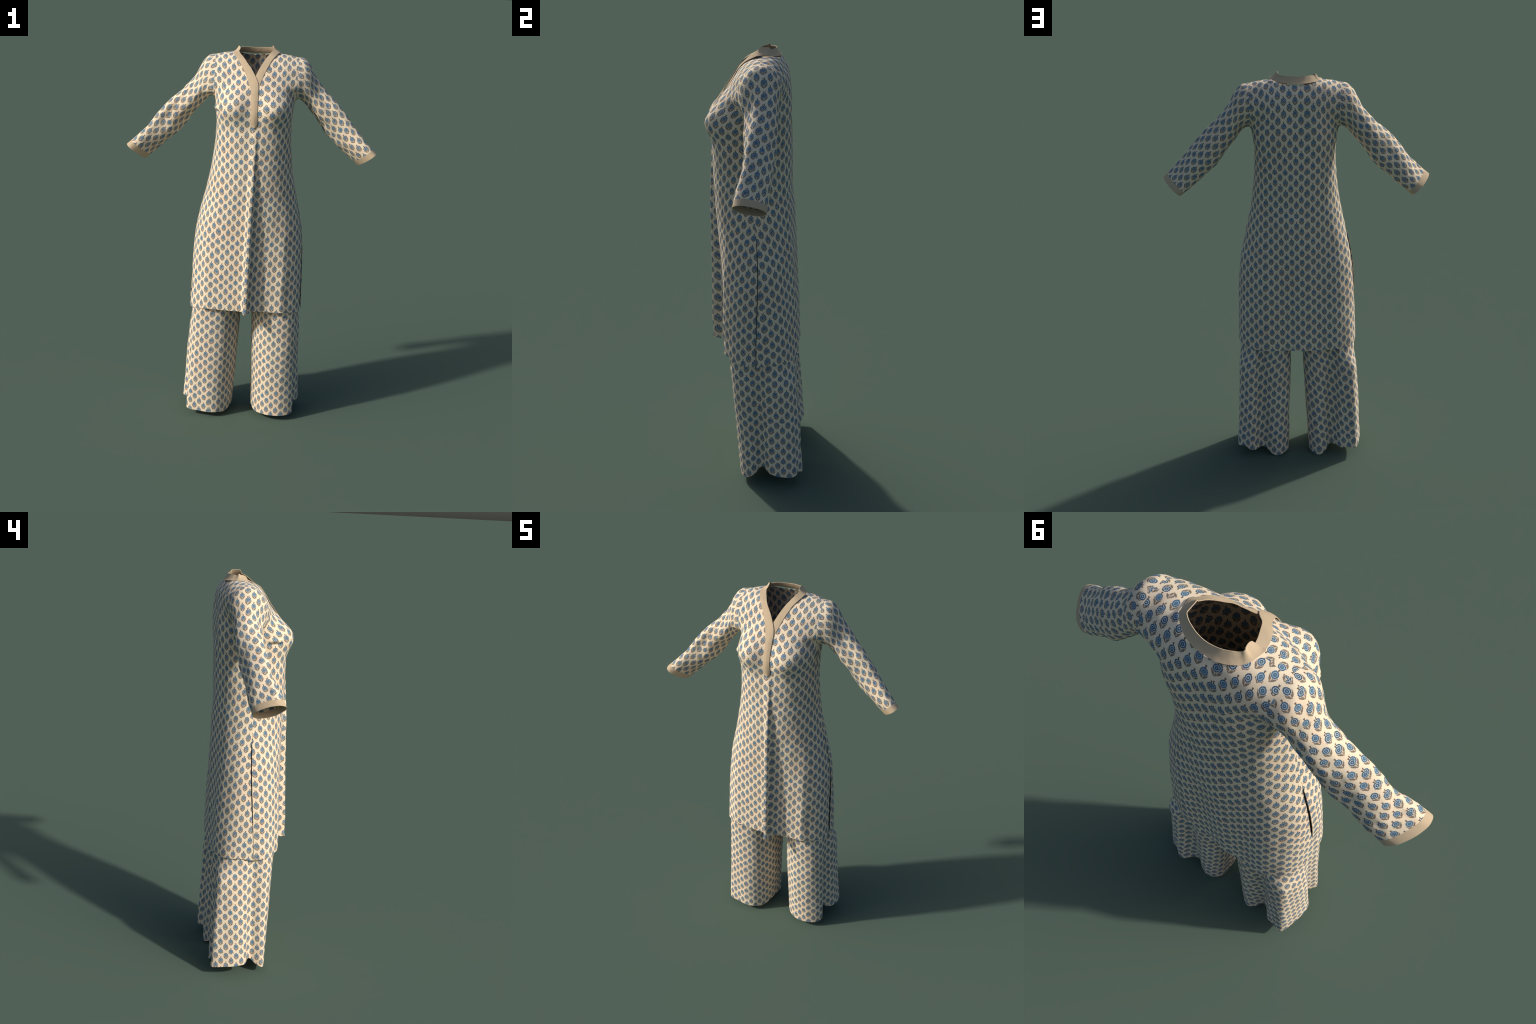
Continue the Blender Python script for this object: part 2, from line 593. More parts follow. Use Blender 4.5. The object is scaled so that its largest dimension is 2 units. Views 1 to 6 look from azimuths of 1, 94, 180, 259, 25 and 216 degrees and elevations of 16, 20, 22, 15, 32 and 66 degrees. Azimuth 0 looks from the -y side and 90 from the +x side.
# seam vertices shared above the slit, and along the shoulder
tunic = Cloth()
slit_row = int(np.searchsorted(FP[:, 0, 2], Z_SLIT))
for P in (FP, BP):
    pass
for r in range(slit_row, NR):
    cols = range(NC) if r == NR - 1 else (0, NC - 1)
    for c in cols:
        m = (FP[r, c] + BP[r, c]) / 2 if (r < ROWS_LOW or r == NR - 1) else None
        if m is not None:
            FP[r, c] = BP[r, c] = m
idF = [[tunic.vert(FP[r, c]) for c in range(NC)] for r in range(NR)]
idB = []
for r in range(NR):
    row = []
    for c in range(NC):
        shared = (slit_row <= r < ROWS_LOW and c in (0, NC - 1)) or r == NR - 1
        row.append(idF[r][c] if shared else tunic.vert(BP[r, c]))
    idB.append(row)


def panel_uv(P, u_low, u_off, v_off, stretch):
    """cloth coordinates in metres; the yoke is slightly stretched"""
    R = len(P)
    U = np.zeros((R, NC))
    V = np.zeros((R, NC))
    ref = int(np.searchsorted(P[:ROWS_LOW, NC // 2, 2], 1.60))
    for r in range(R):
        if r <= ref:
            U[r] = u_low[r] / stretch(P[r, NC // 2, 2])
        else:                                  # above the ribs the print runs straight up
            x0, k = P[ref, :, 0], np.arange(NC)
            U[r] = np.interp(P[r, :, 0] * x0[-1] / max(P[r, -1, 0], 0.195), x0, U[ref])
            U[r] = (1 - smooth(ref, ref + 16, r)) * U[ref] + smooth(ref, ref + 16, r) * U[r]
    V[0] = P[0, :, 2]
    for r in range(1, R):
        st = 1 + 0.075 * smooth(1.50, 1.75, P[r, NC // 2, 2])
        V[r] = V[r - 1] + np.linalg.norm(P[r] - P[r - 1], axis=1) / st
    # a row of print stays level below the bust
    ref = V[:, NC // 4].copy()
    kz = smooth(1.50, 1.75, P[:, NC // 2, 2])[:, None]
    V = V * kz + (1 - kz) * (ref[:, None] * 0 + P[..., 2] * 1.0 + (ref - P[:, NC // 4, 2])[:, None])
    return np.dstack([U + u_off, V + v_off])


uvF0 = panel_uv(FP, FU_low, 0.170, -1.425 + 7 * TILE_H,
               lambda z: spline([0.5, 1.0, 1.42, 1.62, 1.85, 2.0], [1.0, 0.99, 0.96, 1.06, 1.06, 1.05], z))
uvB0 = panel_uv(BP, BU_low, 0.055, -1.540 + 8 * TILE_H,
               lambda z: spline([0.5, 0.9, 1.3, 1.54, 1.75, 1.9, 2.0], [0.99, 0.98, 0.96, 0.97, 1.03, 1.08, 1.08], z))

pl = np.where(np.abs(A_COL) <= A0 + 0.01, 0.62, 1.0)[None, :]
zF, zB = FP[..., 2], BP[..., 2]
uvF = flatten(FP, uvF0, (1 - 0.06 * smooth(1.50, 1.66, zF)) * np.where(zF < 1.6, pl, 1.0), 1 - 0.05 * smooth(1.55, 1.75, zF))
uvB = flatten(BP, uvB0, 1 + 0.03 * smooth(1.75, 1.60, zB) * smooth(0.95, 1.3, zB) - 0.085 * smooth(1.68, 1.80, zB), 1 - 0.05 * smooth(1.55, 1.75, zB))
for q, q0 in ((uvF, uvF0), (uvB, uvB0)):          # keep the print registered on the middle of the waist
    k = int(np.searchsorted(FP[:, NC // 2, 2], 1.42))
    q += q0[k, NC // 4] - q[k, NC // 4]

# neckline opening (plan outline of the middle of the neck bands)
NECK_PLAN = [(-0.112, 0.085), (-0.110, 0.060), (-0.088, 0.022), (-0.062, -0.008), (-0.036, -0.045), (-0.005, -0.076), (0.013, -0.090),
             (0.026, -0.073), (0.044, -0.045), (0.065, -0.012), (0.086, 0.018), (0.105, 0.052), (0.110, 0.085), (0.103, 0.123),
             (0.0725, 0.1515), (0.0387, 0.1630), (-0.010, 0.1671), (-0.051, 0.1621), (-0.0805, 0.1493), (-0.102, 0.1268)]


def in_neck(p, grow=0.0):
    if p[2] < 1.78:
        return False
    x, y = p[0], p[1]
    inside = False
    q = NECK_PLAN
    for k in range(len(q)):
        (x0, y0), (x1, y1) = q[k - 1], q[k]
        if (y0 > y) != (y1 > y) and x < (x1 - x0) * (y - y0) / (y1 - y0) + x0:
            inside = not inside
    return inside


# surface for laying the bands on, taken before the opening is cut
_f = [[idF[r][c], idF[r][c + 1], idF[r + 1][c + 1], idF[r + 1][c]] for r in range(ROWS_LOW - 30, NR - 1) for c in range(NC - 1)]
_b = [[idB[r][c], idB[r][c + 1], idB[r + 1][c + 1], idB[r + 1][c]] for r in range(ROWS_LOW - 30, NR - 1) for c in range(NC - 1)]



def cut_neck(ids, uv):
    """slide the vertices just inside the opening onto its outline, and report which faces fall out"""
    inside = [[in_neck(tunic.v[ids[r][c]]) for c in range(NC)] for r in range(NR)]
    moved = {}
    for r in range(ROWS_LOW - 5, NR):
        for c in range(NC):
            if not inside[r][c]:
                continue
            for dr, dc in ((-1, 0), (0, 1), (0, -1), (-1, -1), (-1, 1), (1, 0)):
                rr, cc = r + dr, c + dc
                if 0 <= rr < NR and 0 <= cc < NC and not inside[rr][cc]:
                    a, b = np.array(tunic.v[ids[rr][cc]]), np.array(tunic.v[ids[r][c]])
                    lo, hi = 0.0, 1.0
                    for _ in range(14):
                        m = (lo + hi) / 2
                        lo, hi = (lo, m) if in_neck(a + (b - a) * m) else (m, hi)
                    moved[(r, c)] = (a + (b - a) * hi, uv[rr, cc] + (uv[r, c] - uv[rr, cc]) * hi)
                    break
    return inside, moved


def panel(ids, uv, part, flip, state):
    inside, moved = state
    for (r, c), (p, w) in moved.items():
        tunic.v[ids[r][c]] = p
        uv[r, c] = w
    for r in range(NR - 1):
        for c in range(NC - 1):
            k = [(r, c), (r, c + 1), (r + 1, c + 1), (r + 1, c)]
            if all(inside[p][q] for p, q in k):
                continue
            if flip:
                k = k[::-1]
            tunic.quad([ids[p][q] for p, q in k], part, [uv[p, q] for p, q in k])


stF, stB = cut_neck(idF, uvF), cut_neck(idB, uvB)
panel(idF, uvF, "front", False, stF)
panel(idB, uvB, "back", True, stB)

# ---------------------------------------------------------------- sleeves
S_UP = [(0.213, 1.958), (0.249, 1.944), (0.278, 1.904), (0.302, 1.856), (0.339, 1.814), (0.381, 1.770), (0.430, 1.722),
        (0.475, 1.671), (0.517, 1.618), (0.560, 1.570), (0.600, 1.525), (0.643, 1.484)]
S_LO = [(0.209, 1.733), (0.238, 1.731), (0.264, 1.711), (0.286, 1.687), (0.305, 1.660), (0.327, 1.628), (0.353, 1.592),
        (0.386, 1.556), (0.426, 1.520), (0.469, 1.482), (0.513, 1.446), (0.555, 1.410)]
S_FRONT = [-0.028, -0.010, 0.009, 0.022, 0.026, 0.024, 0.023, 0.017, 0.011, 0.003, -0.007, -0.017]
S_BACK = [0.180, 0.172, 0.165, 0.163, 0.160, 0.155, 0.149, 0.142, 0.134, 0.126, 0.118, 0.110]
S_TOPY = [0.085, 0.088, 0.090, 0.090, 0.086, 0.080, 0.073, 0.066, 0.060, 0.053, 0.046, 0.040]
S_BOTY = [0.056, 0.066, 0.074, 0.080, 0.086, 0.091, 0.095, 0.099, 0.102, 0.105, 0.108, 0.110]
RING = 2 * M
SL_N = 82
CUFF_ROWS = 4


def sleeve(side):
    """side +1 or -1; first ring is the armhole itself"""
    ec = NC - 1 if side > 0 else 0
    arm = [idF[ROWS_LOW - 1 + r][ec] for r in range(M + 1)] + [idB[ROWS_LOW - 1 + r][ec] for r in range(M - 1, 0, -1)]
    t0 = np.linspace(0, 1, len(S_UP))
    armP = np.array([tunic.v[i] for i in arm])
    ids = [arm + [arm[0]]]
    prev = armP
    rings = [armP]
    phi = -math.pi / 2 - TWO * np.arange(RING) / RING      # bottom, front, top, back
    for k in range(1, SL_N + 1):
        t = k / SL_N
        up, lo = spline(t0, S_UP, t), spline(t0, S_LO, t)
        fy, by, ty, oy = (float(spline(t0, q, t)) for q in (S_FRONT, S_BACK, S_TOPY, S_BOTY))
        if side < 0:                       # the other sleeve hangs a little lower and further forward
            dip = 0.0035 * float(smooth(0.05, 0.2, t) * smooth(1.0, 0.8, t))
            up = up - np.array([-0.004 * t + dip, 0.013 * t + dip])
            lo = lo - np.array([0, 0.017 * t + 0.008 * (1 - t) - 0.004 * math.sin(math.pi * t)])
            fy, by, ty, oy = fy - 0.014 * float(smooth(0.7, 1.0, t)) + 0.008 * math.sin(math.pi * t), by - 0.004 * t, ty - 0.006 * t, oy - 0.006 * t
        T, B = np.array([up[0], ty, up[1]]), np.array([lo[0], oy, lo[1]])
        C, H = (T + B) / 2, (T - B) / 2
        C[1] = (fy + by) / 2
        ry = math.sqrt(max(((by - fy) / 2) ** 2 - H[1] ** 2, 1e-4))
        A = np.array([0.10 * ry * 0, ry, 0.0])
        cs, sn = np.cos(phi), np.sin(phi)
        e = 2 / (1.9 + 0.2 * t)
        ee = np.where((cs > 0) & (sn > 0), e + 0.30 * float(smooth(0.55, 1.0, t)), e)
        ee = np.where((cs < 0) & (sn > 0) & (side < 0), 2 / 2.35, ee)
        cs, sn = np.sign(cs) * np.abs(cs) ** ee, np.sign(sn) * np.abs(sn) ** ee
        ring = C + cs[:, None] * A + sn[:, None] * H
        w = 1 - smooth(0, 0.12, t)
        # armhole shape carried along the first stretch
        base = armP * np.array([side, 1, 1]) - np.array([XO * side, 0, 0])
        off = base - base.mean(0)
        ringB = C + off * np.array([0.4, 1 - 0.9 * t, 1]) * (1 - 0.25 * t)
        ring = ring * (1 - w) + ringB * w if w > 0 else ring
        # creases
        ang = np.degrees(phi) % 360                          # 90 top, 180 front, 270 bottom
        r0 = ring - C
        ln = np.linalg.norm(r0, axis=1)[:, None]

        def g(a, width):
            d = (ang - a + 180) % 360 - 180
            return np.exp(-(d / width) ** 2)
        env = smooth(0.10, 0.25, t)
        sp = 0.8 if side > 0 else 1.0
        dz = env * (0.0030 * np.sin(10.5 * t + 0.6) * g(112, 26) - 0.0095 * g(150 + 42 * (t - 0.4), 15) * smooth(0.2, 0.4, t) * smooth(0.85, 0.6, t)
                    + 0.0075 * g(188 + 26 * (t - 0.3), 15) * smooth(0.85, 0.5, t) - 0.006 * g(225 + 70 * (t - 0.2), 16) * smooth(0.75, 0.45, t)
                    - 0.0035 * np.exp(-((t - 0.62) / 0.05) ** 2) * g(70, 40) - 0.004 * np.exp(-((t - 0.55) / 0.035) ** 2) * g(255, 60)
                    + 0.003 * np.sin(17 * t + ang * 0.035) * smooth(1.0, 0.85, t))
        ring = ring + r0 / ln * (dz * sp)[:, None]
        ring[:, 0] *= side
        ring[:, 0] += XO * (1 - 0.7 * t)
        rings.append(ring)
    # straight evenly tapered cuff edge
    for k in range(1, SL_N + 1):
        row = [tunic.vert(p) for p in rings[k]]
        ids.append(row + [row[0]])
    # cloth coordinates: unrolled from the under-arm seam
    R = np.array(rings)
    uv = np.zeros((SL_N + 1, RING + 1, 2))
    ax = np.array([0.70 * side, -0.02, -0.71])
    ax /= np.linalg.norm(ax)
    for k in range(SL_N + 1):
        loop = np.vstack([R[k], R[k][:1]])
        dv = np.diff(loop @ ax)
        dl = np.linalg.norm(np.diff(loop, axis=0), axis=1)
        d = np.r_[0, np.cumsum(np.sqrt(np.maximum(dl ** 2 - dv ** 2, 0.04 * dl ** 2)))]
        u = d - d[M]
        uv[k, :, 0] = u if side > 0 else -u
        uv[k, :, 1] = -(loop @ ax - R[0].mean(0) @ ax)
    ring3 = np.concatenate([R, R[:, :1]], axis=1)
    uv = flatten(ring3, uv, rounds=250)
    uv[..., 0] = uv[..., 0] * (-1)
    uv[..., 0] += 5 * TILE_W + (0.012 if side > 0 else 0.0)
    uv[..., 1] += 6 * TILE_H - 0.075
    nm = "sleeve_plus" if side > 0 else "sleeve_minus"
    tunic.grid(ids[:SL_N - CUFF_ROWS + 1], nm, uv, flip=(side > 0))
    tunic.grid(ids[SL_N - CUFF_ROWS:], nm.replace("sleeve", "cuff"), uv[SL_N - CUFF_ROWS:], flip=(side > 0))
    return ids


idS = {s: sleeve(s) for s in (1, -1)}

# ------------------------------------------- sew smoothly, then fold the cloth
V = np.array(tunic.v)
weight = np.zeros(len(V))
for s, ec in ((1, NC - 1), (-1, 0)):
    for k in range(0, 14):
        for i in idS[s][k]:
            weight[i] = max(weight[i], 0.7 * (1 - k / 14))
    for r in range(ROWS_LOW - 6, NR):
        for q in range(0, 14):
            c = ec - q if s > 0 else ec + q
            for ids in (idF, idB):
                weight[ids[r][c]] = max(weight[ids[r][c]], 0.7 * (1 - q / 14) * float(smooth(ROWS_LOW - 7, ROWS_LOW - 1, r)))
for c in range(NC):
    for dr in range(5):
        for ids in (idF, idB):
            weight[ids[NR - 1 - dr][c]] = max(weight[ids[NR - 1 - dr][c]], 0.5 * (1 - dr / 5))
tunic.relax(weight, 45)

# creases: start, end, width, depth (positive = ridge), only where the cloth faces that way
CREASES = [
    ((-0.200, 0.000, 1.835), (-0.095, -0.080, 1.80), 0.018, -0.0035),
    ((0.208, -0.005, 1.775), (0.115, -0.115, 1.735), 0.014, -0.0050),
    ((0.212, -0.008, 1.800), (0.110, -0.090, 1.790), 0.018, 0.0050),
    ((0.212, 0.000, 1.855), (0.060, -0.060, 1.800), 0.016, -0.0050),
    ((0.205, 0.010, 1.895), (0.090, -0.030, 1.850), 0.018, 0.0035),
    ((0.195, 0.190, 1.770), (0.150, 0.205, 1.62), 0.016, 0.0035),
    ((-0.185, 0.190, 1.770), (-0.140, 0.205, 1.60), 0.014, 0.0050),
    ((-0.170, 0.195, 1.740), (-0.120, 0.205, 1.58), 0.012, -0.0045),
    ((-0.060, 0.205, 1.80), (-0.055, 0.205, 1.35), 0.022, -0.0030),
    ((-0.215, 0.03, 1.752), (-0.262, 0.02, 1.728), 0.011, -0.0060),
    ((-0.220, 0.01, 1.785), (-0.320, 0.02, 1.680), 0.014, 0.0040),
    ((0.225, 0.01, 1.770), (0.300, 0.02, 1.700), 0.014, -0.0055),
    ((0.235, 0.01, 1.830), (0.330, 0.02, 1.690), 0.014, 0.0040),
    ((0.205, 0.02, 1.735), (0.192, 0.00, 1.690), 0.009, -0.0050),
    ((-0.195, 0.02, 1.732), (-0.185, 0.00, 1.690), 0.008, -0.0060),
]
V = np.array(tunic.v)
N = tunic.normals()
D = np.zeros(len(V))
for p0, p1, w, amp in CREASES:
    p0, p1 = np.array(p0), np.array(p1)
    d = p1 - p0
    t = np.clip((V - p0) @ d / (d @ d), 0, 1)
    dist = np.linalg.norm(V - (p0 + t[:, None] * d), axis=1)
    D += amp * np.exp(-(dist / w) ** 2) * (1 - 0.6 * t)
pinch = smooth(-0.150, -0.175, V[:, 0]) * smooth(-0.115, -0.085, V[:, 1]) * smooth(-0.015, -0.045, V[:, 1]) * (V[:, 0] > -0.23)
D += pinch * (0.0100 * np.exp(-((V[:, 2] - 1.688) / 0.0085) ** 2) - 0.0085 * np.exp(-((V[:, 2] - 1.671) / 0.0075) ** 2))
on_sleeve = np.zeros(len(V))
for sd in (1, -1):
    for k, row in enumerate(idS[sd]):
        on_sleeve[row] = float(smooth(4, 16, k) * smooth(SL_N, SL_N - 10, k))
for i in range(len(V)):
    a_ = V[i]
    D[i] += 0.0050 * on_sleeve[i] * fbm(((abs(a_[0]) + a_[2]) * 1.1, a_[1] * 1.6, (abs(a_[0]) - a_[2]) * 0.55), 11.0, 14.0 + (a_[0] > 0))
    D[i] += 0.0026 * fbm(V[i], 9.0, 3.1) + 0.0010 * fbm((V[i][0], V[i][1], V[i][2] * 0.35), 26.0, 8.7)
V = V + N * D[:, None]
tunic.v = list(V)

TUNIC = empty("tunic", "long cream tunic with blue block-printed flowers and beige bands", "tunic")
parts = {"front": "front_panel", "back": "back_panel", "sleeve_plus": "sleeve", "sleeve_minus": "sleeve"}
mats = {k: PRINT for k in parts}
made = tunic.build(parts, TUNIC, mats)
for key, sl in (("cuff_plus", "sleeve_plus"), ("cuff_minus", "sleeve_minus")):
    tunic.build({key: "cuff"}, made[sl], {key: BAND})

# ------------------------------------------------------------- neck bands
bvh = BVHTree.FromPolygons([tuple(p) for p in tunic.v], _f)
bvh_b = BVHTree.FromPolygons([tuple(p) for p in tunic.v], _b)


def on_front(x, z, lift):
    hit = bvh.ray_cast(Vector((x, -1, z)), Vector((0, 1, 0)))
    if hit[0] is None:
        return None
    n = hit[1] if hit[1].y < 0 else -hit[1]
    return np.array(hit[0] + n * lift)


def strip(band, inner, outer, n, across, part, lift, bulge=0.0, end_round=False):
    """a band between two edge curves (x, z on the front, or full points)"""
    ti = np.linspace(0, 1, n)
    a, b = curve(inner, ti), curve(outer, ti)
    ids, uv = [], []
    for k in range(n):
        row, ruv = [], []
        for q in range(across + 1):
            f = q / across
            p = a[k] * (1 - f) + b[k] * f
            if p[2] < 1.953:
                h = on_front(p[0], p[2], lift(k / (n - 1), f))
                if h is not None:
                    w = float(smooth(1.953, 1.925, p[2]))
                    p = p * (1 - w) + h * w
            row.append(band.vert(p))
            ruv.append((f * 0.03, k * 0.01))
        ids.append(row)
        uv.append(ruv)
    return ids, uv


neck = Cloth()
# overlapping band and placket on the -x side, from the shoulder to the rounded end
in_m = [(-0.089, 0.070, 1.966), (-0.080, 0.048, 1.955), (-0.064, 0.020, 1.940), (-0.043, -0.010, 1.915), (-0.016, -0.042, 1.882), (0.003, -0.062, 1.851),
        (0.014, -0.078, 1.830), (0.021, -0.092, 1.808), (0.0225, -0.11, 1.776), (0.024, -0.13, 1.72), (0.026, -0.14, 1.66),
        (0.026, -0.15, 1.625), (0.022, -0.15, 1.611), (0.0125, -0.15, 1.6035)]
out_m = [(-0.119, 0.066, 1.961), (-0.112, 0.042, 1.951), (-0.098, 0.014, 1.936), (-0.072, -0.004, 1.902), (-0.046, -0.040, 1.858), (-0.028, -0.07, 1.820),
         (-0.019, -0.08, 1.796), (-0.0135, -0.09, 1.776), (-0.0115, -0.11, 1.750), (-0.0095, -0.13, 1.70), (-0.008, -0.14, 1.65),
         (-0.006, -0.15, 1.622), (0.000, -0.15, 1.610), (0.0115, -0.15, 1.6035)]
idM, uvM = strip(neck, in_m, out_m, 110, 6, "m", lambda t, f: 0.0042 + 0.0022 * float(smooth(0.20, 0.36, t)) + (0.001 + 0.0035 * float(smooth(0.45, 0.8, t))) * math.sin(math.pi * f) - 0.0022 * float(smooth(0.5, 0.8, t)))
# band on the +x side, tucked under
in_p = [(0.089, 0.070, 1.983), (0.079, 0.048, 1.972), (0.064, 0.024, 1.954), (0.045, -0.002, 1.928), (0.022, -0.036, 1.890), (0.003, -0.064, 1.850),
        (-0.004, -0.078, 1.832), (-0.006, -0.09, 1.812)]
out_p = [(0.118, 0.068, 1.969), (0.109, 0.050, 1.961), (0.099, 0.028, 1.950), (0.087, 0.008, 1.937), (0.066, -0.022, 1.902), (0.0465, -0.050, 1.862), (0.032, -0.075, 1.825),
         (0.0235, -0.085, 1.804), (0.020, -0.09, 1.785)]
idP, uvP = strip(neck, in_p, out_p, 60, 6, "p", lambda t, f: 0.0012 + 0.0035 * (1 - t) * min(1, t * 6))
neck.grid(idM[:54], "band_m", uvM)
neck.grid(idM[53:], "placket", uvM[53:])
neck.grid(idP, "band_p", uvP, flip=True)
# standing collar round the back, its tabs rising over the shoulders
top = [(-0.089, 0.070, 1.966), (-0.084, 0.076, 1.977), (-0.0835, 0.088, 1.984), (-0.087, 0.104, 1.987), (-0.092, 0.113, 1.991), (-0.0905, 0.118, 1.989), (-0.085, 0.122, 1.984),
       (-0.067, 0.137, 1.984), (-0.045, 0.148, 1.984), (-0.011, 0.155, 1.984), (0.032, 0.151, 1.986), (0.060, 0.141, 1.988),
       (0.076, 0.132, 1.990), (0.083, 0.124, 1.997), (0.0845, 0.110, 1.9985), (0.085, 0.092, 1.9985), (0.0865, 0.076, 1.997), (0.089, 0.070, 1.983)]
bot = [(-0.119, 0.066, 1.961), (-0.119, 0.078, 1.961), (-0.118, 0.088, 1.961), (-0.115, 0.104, 1.960), (-0.111, 0.118, 1.959), (-0.107, 0.128, 1.958), (-0.100, 0.139, 1.957),
       (-0.080, 0.156, 1.955), (-0.051, 0.169, 1.953), (-0.010, 0.174, 1.951), (0.038, 0.170, 1.953), (0.072, 0.158, 1.957),
       (0.093, 0.143, 1.960), (0.106, 0.128, 1.963), (0.112, 0.114, 1.966), (0.115, 0.096, 1.968), (0.117, 0.082, 1.969), (0.118, 0.068, 1.969)]
n = 120
top = [(x, y - 0.006 * float(smooth(0.10, 0.14, y)), z) for x, y, z in top]
bot = [(x * 1.01, y - 0.0055 * float(smooth(0.10, 0.15, y)), z + 0.0025 * float(smooth(0.075, 0.10, y))) for x, y, z in bot]
tt = chord(top)
ti = np.linspace(0, 1, n)
ta, tb = spline(tt, top, ti), spline(tt, bot, ti)
ids, uv = [], []
for k in range(n):
    row, ruv = [], []
    for q in range(7):
        f = q / 6
        p = ta[k] * (1 - f) + tb[k] * f
        p = p + np.array([0, 0, -0.003 * math.sin(math.pi * f)])
        if k == 0:
            i = idM[0][q]
        elif k == n - 1:
            i = idP[0][q]
        else:
            i = neck.vert(p)
        row.append(i)
        ruv.append((f * 0.03, k * 0.005))
    ids.append(row)
    uv.append(ruv)
neck.grid(ids, "collar", uv, flip=True)
wt = np.zeros(len(neck.v))
for row in idM[:6] + idP[:6] + ids[:5] + ids[-5:]:
    for i in row:
        wt[i] = 0.5
neck.relax(wt, 4)
Nn = neck.normals()
for i in range(len(neck.v)):
    p = neck.v[i]
    neck.v[i] = p + Nn[i] * (0.0012 * fbm(p, 22.0, 5.0) * float(smooth(1.93, 1.97, p[2]))) + np.array([0, 0, 0.0016 * fbm(p, 15.0, 9.0) * float(smooth(1.972, 1.985, p[2]))])
COLLAR = neck.build({"collar": "collar", "band_m": "neckline_band", "band_p": "neckline_band", "placket": "placket"}, TUNIC,
                    {k: BAND for k in ("collar", "band_m", "band_p", "placket")})

# ================================================================ TROUSERS
# leg outlines seen from above at the hem, counter-clockwise from the inner back
HEM_PLUS = [(0.059, 0.120), (0.066, 0.156), (0.092, 0.178), (0.124, 0.186), (0.155, 0.178), (0.180, 0.160), (0.206, 0.168), (0.232, 0.197), (0.258, 0.204),
            (0.284, 0.186), (0.312, 0.176), (0.325, 0.150), (0.324, 0.110), (0.318, 0.075), (0.302, 0.048), (0.276, 0.024), (0.270, 0.006), (0.284, -0.016),
            (0.292, -0.040), (0.276, -0.068), (0.240, -0.086), (0.195, -0.092), (0.150, -0.086), (0.110, -0.060), (0.076, -0.018), (0.060, 0.050)]
HEM_MINUS = [(-0.047, 0.110), (-0.050, 0.146), (-0.070, 0.174), (-0.100, 0.188), (-0.130, 0.176), (-0.156, 0.150), (-0.182, 0.160), (-0.210, 0.190), (-0.245, 0.196),
             (-0.278, 0.205), (-0.296, 0.192), (-0.308, 0.150), (-0.318, 0.098), (-0.319, 0.062), (-0.308, 0.034), (-0.276, 0.016), (-0.270, -0.004), (-0.282, -0.030),
             (-0.290, -0.052), (-0.272, -0.070), (-0.225, -0.080), (-0.170, -0.092), (-0.125, -0.085), (-0.085, -0.055), (-0.058, -0.008), (-0.047, 0.050)]
TOP_PLUS = [(0.038, 0.115), (0.050, 0.162), (0.085, 0.184), (0.122, 0.190), (0.155, 0.182), (0.180, 0.163), (0.205, 0.166), (0.230, 0.185), (0.252, 0.182),
            (0.274, 0.170), (0.289, 0.150), (0.296, 0.126), (0.299, 0.098), (0.296, 0.070), (0.290, 0.048), (0.282, 0.028), (0.280, 0.008), (0.286, -0.014),
            (0.284, -0.044), (0.266, -0.082), (0.232, -0.106), (0.188, -0.115), (0.140, -0.108), (0.096, -0.080), (0.056, -0.026), (0.038, 0.050)]
TOP_MINUS = [(-0.016, 0.110), (-0.026, 0.150), (-0.055, 0.178), (-0.090, 0.188), (-0.125, 0.180), (-0.155, 0.157), (-0.182, 0.161), (-0.210, 0.183), (-0.238, 0.185),
             (-0.262, 0.178), (-0.277, 0.164), (-0.284, 0.140), (-0.287, 0.108), (-0.285, 0.072), (-0.278, 0.044), (-0.268, 0.024), (-0.266, 0.002), (-0.272, -0.022),
             (-0.270, -0.050), (-0.252, -0.084), (-0.214, -0.104), (-0.164, -0.110), (-0.112, -0.104), (-0.068, -0.076), (-0.030, -0.022), (-0.016, 0.050)]
LEG_N, LEG_R = 168, 64
Z_KNEE, Z_WAIST = 0.640, 1.250


